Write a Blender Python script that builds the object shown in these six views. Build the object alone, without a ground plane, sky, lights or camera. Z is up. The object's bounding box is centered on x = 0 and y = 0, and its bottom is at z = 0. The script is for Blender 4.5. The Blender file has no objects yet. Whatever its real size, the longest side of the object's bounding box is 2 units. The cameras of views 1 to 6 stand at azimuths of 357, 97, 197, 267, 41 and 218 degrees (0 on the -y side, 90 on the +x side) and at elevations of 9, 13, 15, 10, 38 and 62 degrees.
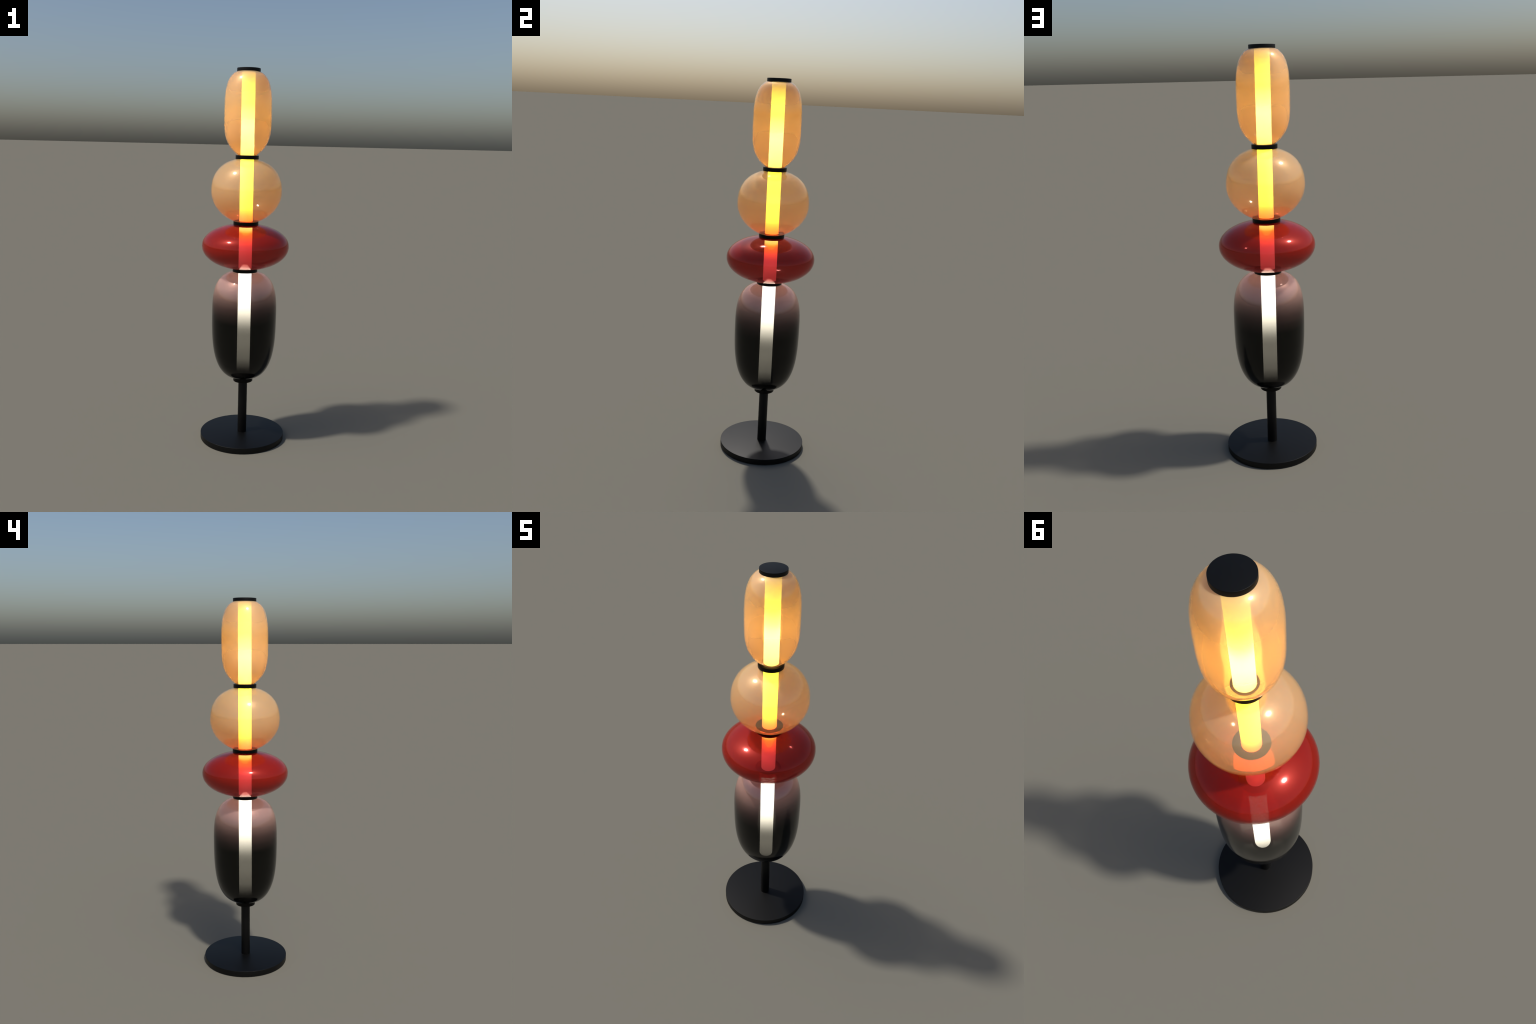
"""Tall lamp: four stacked blown-glass shades around a glowing tube, black metal collars, stem and disc base.
Every part is a body of revolution about the z axis; glass shades are hollow shells with superelliptic profiles."""
import bmesh
import bpy
import math

SEG = 160                      # segments round the axis
TUBE_R = 0.0352                # radius of the light tubes
WALL = 0.0035                  # glass thickness


# ------------------------------------------------------------------ geometry
def revolve(name, profile, parent, material, closed=False, flat_angle=40.0):
    """Spin a list of (radius, z) points about z. Ends on the axis close the solid; closed=True joins last to first."""
    verts, faces, rings = [], [], []
    for r, z in profile:
        if r < 1e-6:
            rings.append([len(verts)])
            verts.append((0.0, 0.0, z))
        else:
            rings.append(list(range(len(verts), len(verts) + SEG)))
            verts += [(r * math.cos(math.tau * i / SEG), r * math.sin(math.tau * i / SEG), z) for i in range(SEG)]
    pairs = list(zip(rings, rings[1:])) + ([(rings[-1], rings[0])] if closed else [])
    for a, b in pairs:
        for i in range(SEG):
            j = (i + 1) % SEG
            if len(a) == 1 and len(b) == 1:
                continue
            if len(a) == 1:
                faces.append((a[0], b[i], b[j]))
            elif len(b) == 1:
                faces.append((a[i], b[0], a[j]))
            else:
                faces.append((a[i], b[i], b[j], a[j]))
    mesh = bpy.data.meshes.new(name)
    mesh.from_pydata(verts, [], faces)
    bm = bmesh.new()
    bm.from_mesh(mesh)
    bmesh.ops.recalc_face_normals(bm, faces=bm.faces)
    bm.to_mesh(mesh)
    bm.free()
    mesh.materials.append(material)
    mesh.shade_smooth()
    mesh.set_sharp_from_angle(angle=math.radians(flat_angle))
    ob = bpy.data.objects.new(name, mesh)
    ob.parent = parent
    bpy.context.scene.collection.objects.link(ob)
    return ob


def disc_profile(r, z0, z1, bevel, steps=4):
    """Solid disc between z0 and z1 with rounded rims."""
    pts = [(0.0, z0)]
    for k in range(steps + 1):
        a = math.pi / 2 * k / steps
        pts.append((r - bevel + bevel * math.sin(a), z0 + bevel - bevel * math.cos(a)))
    for k in range(steps + 1):
        a = math.pi / 2 * k / steps
        pts.append((r - bevel + bevel * math.cos(a), z1 - bevel + bevel * math.sin(a)))
    pts.append((0.0, z1))
    return pts


def shell_profile(R, zc, top, bottom, r_top, r_bot, n=120):
    """Closed section of a blown-glass shell, open at both necks. Outside, each half obeys (r/R)^p + (|z-zc|/h)^q = 1
    with its own (h, p, q); the inside is the same curve moved inwards by WALL."""
    def cut(half, r):                                  # relative height at which the half reaches the neck radius
        _, p, q = half
        return max(0.0, 1.0 - (r / R) ** p) ** (1.0 / q)
    a_bot, a_top = -math.asin(cut(bottom, r_bot)), math.asin(cut(top, r_top))
    outer = []
    for i in range(4 * n + 1):
        t = math.sin(a_bot + (a_top - a_bot) * i / (4 * n))
        h, p, q = top if t > 0 else bottom
        outer.append((R * max(0.0, 1.0 - abs(t) ** q) ** (1.0 / p), zc + h * t))
    # even spacing along the curve
    length = [0.0]
    for (r0, z0), (r1, z1) in zip(outer, outer[1:]):
        length.append(length[-1] + math.hypot(r1 - r0, z1 - z0))
    even, k = [], 0
    for i in range(n + 1):
        t = length[-1] * i / n
        while k < 4 * n - 1 and length[k + 1] < t:
            k += 1
        f = (t - length[k]) / max(1e-9, length[k + 1] - length[k])
        even.append(tuple(outer[k][q] + (outer[k + 1][q] - outer[k][q]) * f for q in (0, 1)))
    inner = []
    for i, (r, z) in enumerate(even):
        (r0, z0), (r1, z1) = even[max(0, i - 1)], even[min(n, i + 1)]
        d = math.hypot(r1 - r0, z1 - z0)
        inner.append((r - WALL * (z1 - z0) / d, z + WALL * (r1 - r0) / d))
    return even + inner[::-1]


# ------------------------------------------------------------------ materials
def new_material(name):
    m = bpy.data.materials.new(name)
    m.use_nodes = True
    t = m.node_tree
    return m, t, t.nodes["Principled BSDF"], t.nodes["Material Output"]


def height_ramp(t, stops, interpolation="LINEAR"):
    """Colour ramp over object height (all origins lie at the foot of the lamp, so height = z in metres, 0..2)."""
    co = t.nodes.new("ShaderNodeTexCoord")
    sep = t.nodes.new("ShaderNodeSeparateXYZ")
    half = t.nodes.new("ShaderNodeMath")
    half.operation = "MULTIPLY"
    half.inputs[1].default_value = 0.5
    ramp = t.nodes.new("ShaderNodeValToRGB")
    ramp.color_ramp.interpolation = interpolation
    t.links.new(co.outputs["Object"], sep.inputs[0])
    t.links.new(sep.outputs["Z"], half.inputs[0])
    t.links.new(half.outputs[0], ramp.inputs[0])
    e = ramp.color_ramp.elements
    while len(e) < len(stops):
        e.new(0.5)
    for el, (z, col) in zip(e, stops):
        el.position, el.color = z / 2.0, (*col, 1.0)
    return ramp.outputs["Color"]


def metal_black(name, rough, gloss):
    m, t, b, _ = new_material(name)
    b.inputs["Base Color"].default_value = (0.0015, 0.0015, 0.0015, 1)
    b.inputs["Roughness"].default_value = rough
    b.inputs["Specular IOR Level"].default_value = gloss
    return m


def glass(name, skin_stops, clear_stops, rough=0.10, lustre=0.35):
    """Thin blown glass: a polished, slightly lustrous coloured skin that lets part of the light straight through
    (the wall is too thin to bend it). skin_stops: skin colour over height; clear_stops: light let through each face."""
    m, t, skin, out = new_material(name)
    t.links.new(height_ramp(t, skin_stops), skin.inputs["Base Color"])
    skin.inputs["Roughness"].default_value = rough
    skin.inputs["Metallic"].default_value = lustre            # reflections take part of the glass colour
    through = t.nodes.new("ShaderNodeBsdfTransparent")
    mix = t.nodes.new("ShaderNodeMixShader")
    clear = height_ramp(t, [(z, (c, c, c)) for z, c in clear_stops])
    t.links.new(clear, mix.inputs[0])
    t.links.new(skin.outputs[0], mix.inputs[1])
    t.links.new(through.outputs[0], mix.inputs[2])
    t.links.new(mix.outputs[0], out.inputs["Surface"])
    return m


def glow(name, stops):
    """Light tube: stops give the radiance (red, green, blue) over height."""
    strength = max(max(c) for _, c in stops)
    m, t, b, _ = new_material(name)
    b.inputs["Base Color"].default_value = (0.8, 0.8, 0.8, 1)
    b.inputs["Roughness"].default_value = 0.5
    t.links.new(height_ramp(t, [(z, tuple(v / strength for v in c)) for z, c in stops]), b.inputs["Emission Color"])
    b.inputs["Emission Strength"].default_value = strength
    return m


# ------------------------------------------------------------------ build
lamp = bpy.data.objects.new("stacked_glass_lamp", None)
bpy.context.scene.collection.objects.link(lamp)
lamp["label"] = "tall lamp of four stacked coloured glass shades on black disc"
lamp["category"] = "floor lamp"

black = metal_black("black_metal", 0.48, 0.23)
matt_black = metal_black("matt_black_metal", 0.35, 0.14)
revolve("base", disc_profile(0.230, 0.0, 0.0300, 0.0012), lamp, black)
revolve("stem", disc_profile(0.0243, 0.0290, 0.335, 0.0008), lamp, black)
for r, z0, z1 in ((0.0530, 0.3260, 0.3490), (0.0665, 0.9380, 0.9560), (0.0668, 1.1830, 1.2100), (0.0610, 1.5370, 1.5570)):
    revolve("collar", disc_profile(r, z0, z1, 0.0010), lamp, matt_black)
revolve("cap", disc_profile(0.0610, 1.9820, 2.0, 0.0008), lamp, black)

SHADES = (
    # R, height of the widest ring, upper half (h, p, q), lower half (h, p, q), neck radii, glass
    ((0.1238, 1.7720, (0.2188, 3.100, 3.200), (0.2420, 1.080, 3.750)), 0.052, 0.0465, "amber_glass"),
    ((0.1874, 1.3654, (0.1757, 2.298, 2.298), (0.1677, 1.909, 1.909)), 0.050, 0.0675, "honey_glass"),
    ((0.2327, 1.0785, (0.1186, 2.037, 2.037), (0.1275, 2.073, 2.073)), 0.060, 0.0640, "red_glass"),
    ((0.1745, 0.7025, (0.2386, 3.030, 3.030), (0.3579, 2.970, 2.970)), 0.060, 0.0480, "smoke_glass"),
)
GLASS = {
    "amber_glass": glass("amber_glass",
                         [(1.55, (0.64, 0.44, 0.255)), (1.70, (0.67, 0.48, 0.28)), (1.85, (0.71, 0.51, 0.29)), (1.98, (0.78, 0.55, 0.30))],
                         [(1.56, 0.28), (1.62, 0.31), (1.70, 0.37), (1.78, 0.47), (1.84, 0.47), (1.88, 0.42), (1.93, 0.34), (1.965, 0.27), (1.98, 0.21)]),
    "honey_glass": glass("honey_glass",
                         [(1.21, (0.71, 0.43, 0.22)), (1.40, (0.70, 0.515, 0.31)), (1.54, (0.70, 0.54, 0.335))],
                         [(1.21, 0.55), (1.54, 0.55)]),
    "red_glass": glass("red_glass",
                       [(0.95, (0.41, 0.014, 0.006)), (1.20, (0.41, 0.014, 0.006))],
                       [(0.95, 0.36), (1.20, 0.36)]),
    "smoke_glass": glass("smoke_glass",
                         [(0.68, (0.003, 0.003, 0.002)), (0.72, (0.032, 0.021, 0.018)), (0.76, (0.095, 0.056, 0.049)),
                          (0.80, (0.23, 0.14, 0.12)), (0.86, (0.54, 0.335, 0.29)), (0.92, (0.68, 0.42, 0.365))],
                         [(0.42, 0.01), (0.46, 0.06), (0.50, 0.094), (0.58, 0.114), (0.634, 0.118), (0.66, 0.137), (0.68, 0.17),
                          (0.71, 0.234), (0.745, 0.308), (0.785, 0.375), (0.85, 0.46)]),
}
for dims, r_top, r_bot, kind in SHADES:
    revolve("glass_shade", shell_profile(*dims, r_top, r_bot), lamp, GLASS[kind], closed=True, flat_angle=60)

TUBES = (
    # z from, z to, radiance over height
    (1.5570, 1.9820, [(1.56, (21, 13, 2.6)), (1.60, (22, 13.5, 3.3)), (1.70, (19, 12.5, 3.1)), (1.76, (11, 8, 1.2)),
                      (1.82, (8, 5.5, 0.40)), (1.93, (7, 5.0, 0.35)), (1.98, (6, 3.5, 0.40))]),
    (1.2100, 1.5370, [(1.215, (11, 0.9, 0.08)), (1.24, (11, 1.4, 0.10)), (1.265, (10, 2.4, 0.12)), (1.30, (9, 5.2, 0.18)), (1.53, (7.8, 6.8, 0.20))]),
    (0.9560, 1.1830, [(0.96, (1.7, 0.14, 0.14)), (1.00, (2.4, 0.18, 0.18)), (1.07, (4.1, 0.26, 0.26)), (1.10, (6.8, 0.46, 0.24)),
                      (1.14, (8, 1.1, 0.18)), (1.152, (8, 2.0, 0.18)), (1.160, (8, 4.4, 0.7)), (1.18, (8, 5.6, 1.4))]),
    (0.3490, 0.9380, [(0.36, (10.2, 9.4, 7.4)), (0.93, (10.2, 9.4, 7.4))]),
)
for z0, z1, stops in TUBES:
    revolve("light_tube", disc_profile(TUBE_R, z0 + 0.0005, z1 - 0.0005, 0.001), lamp, glow("tube_glow", stops))
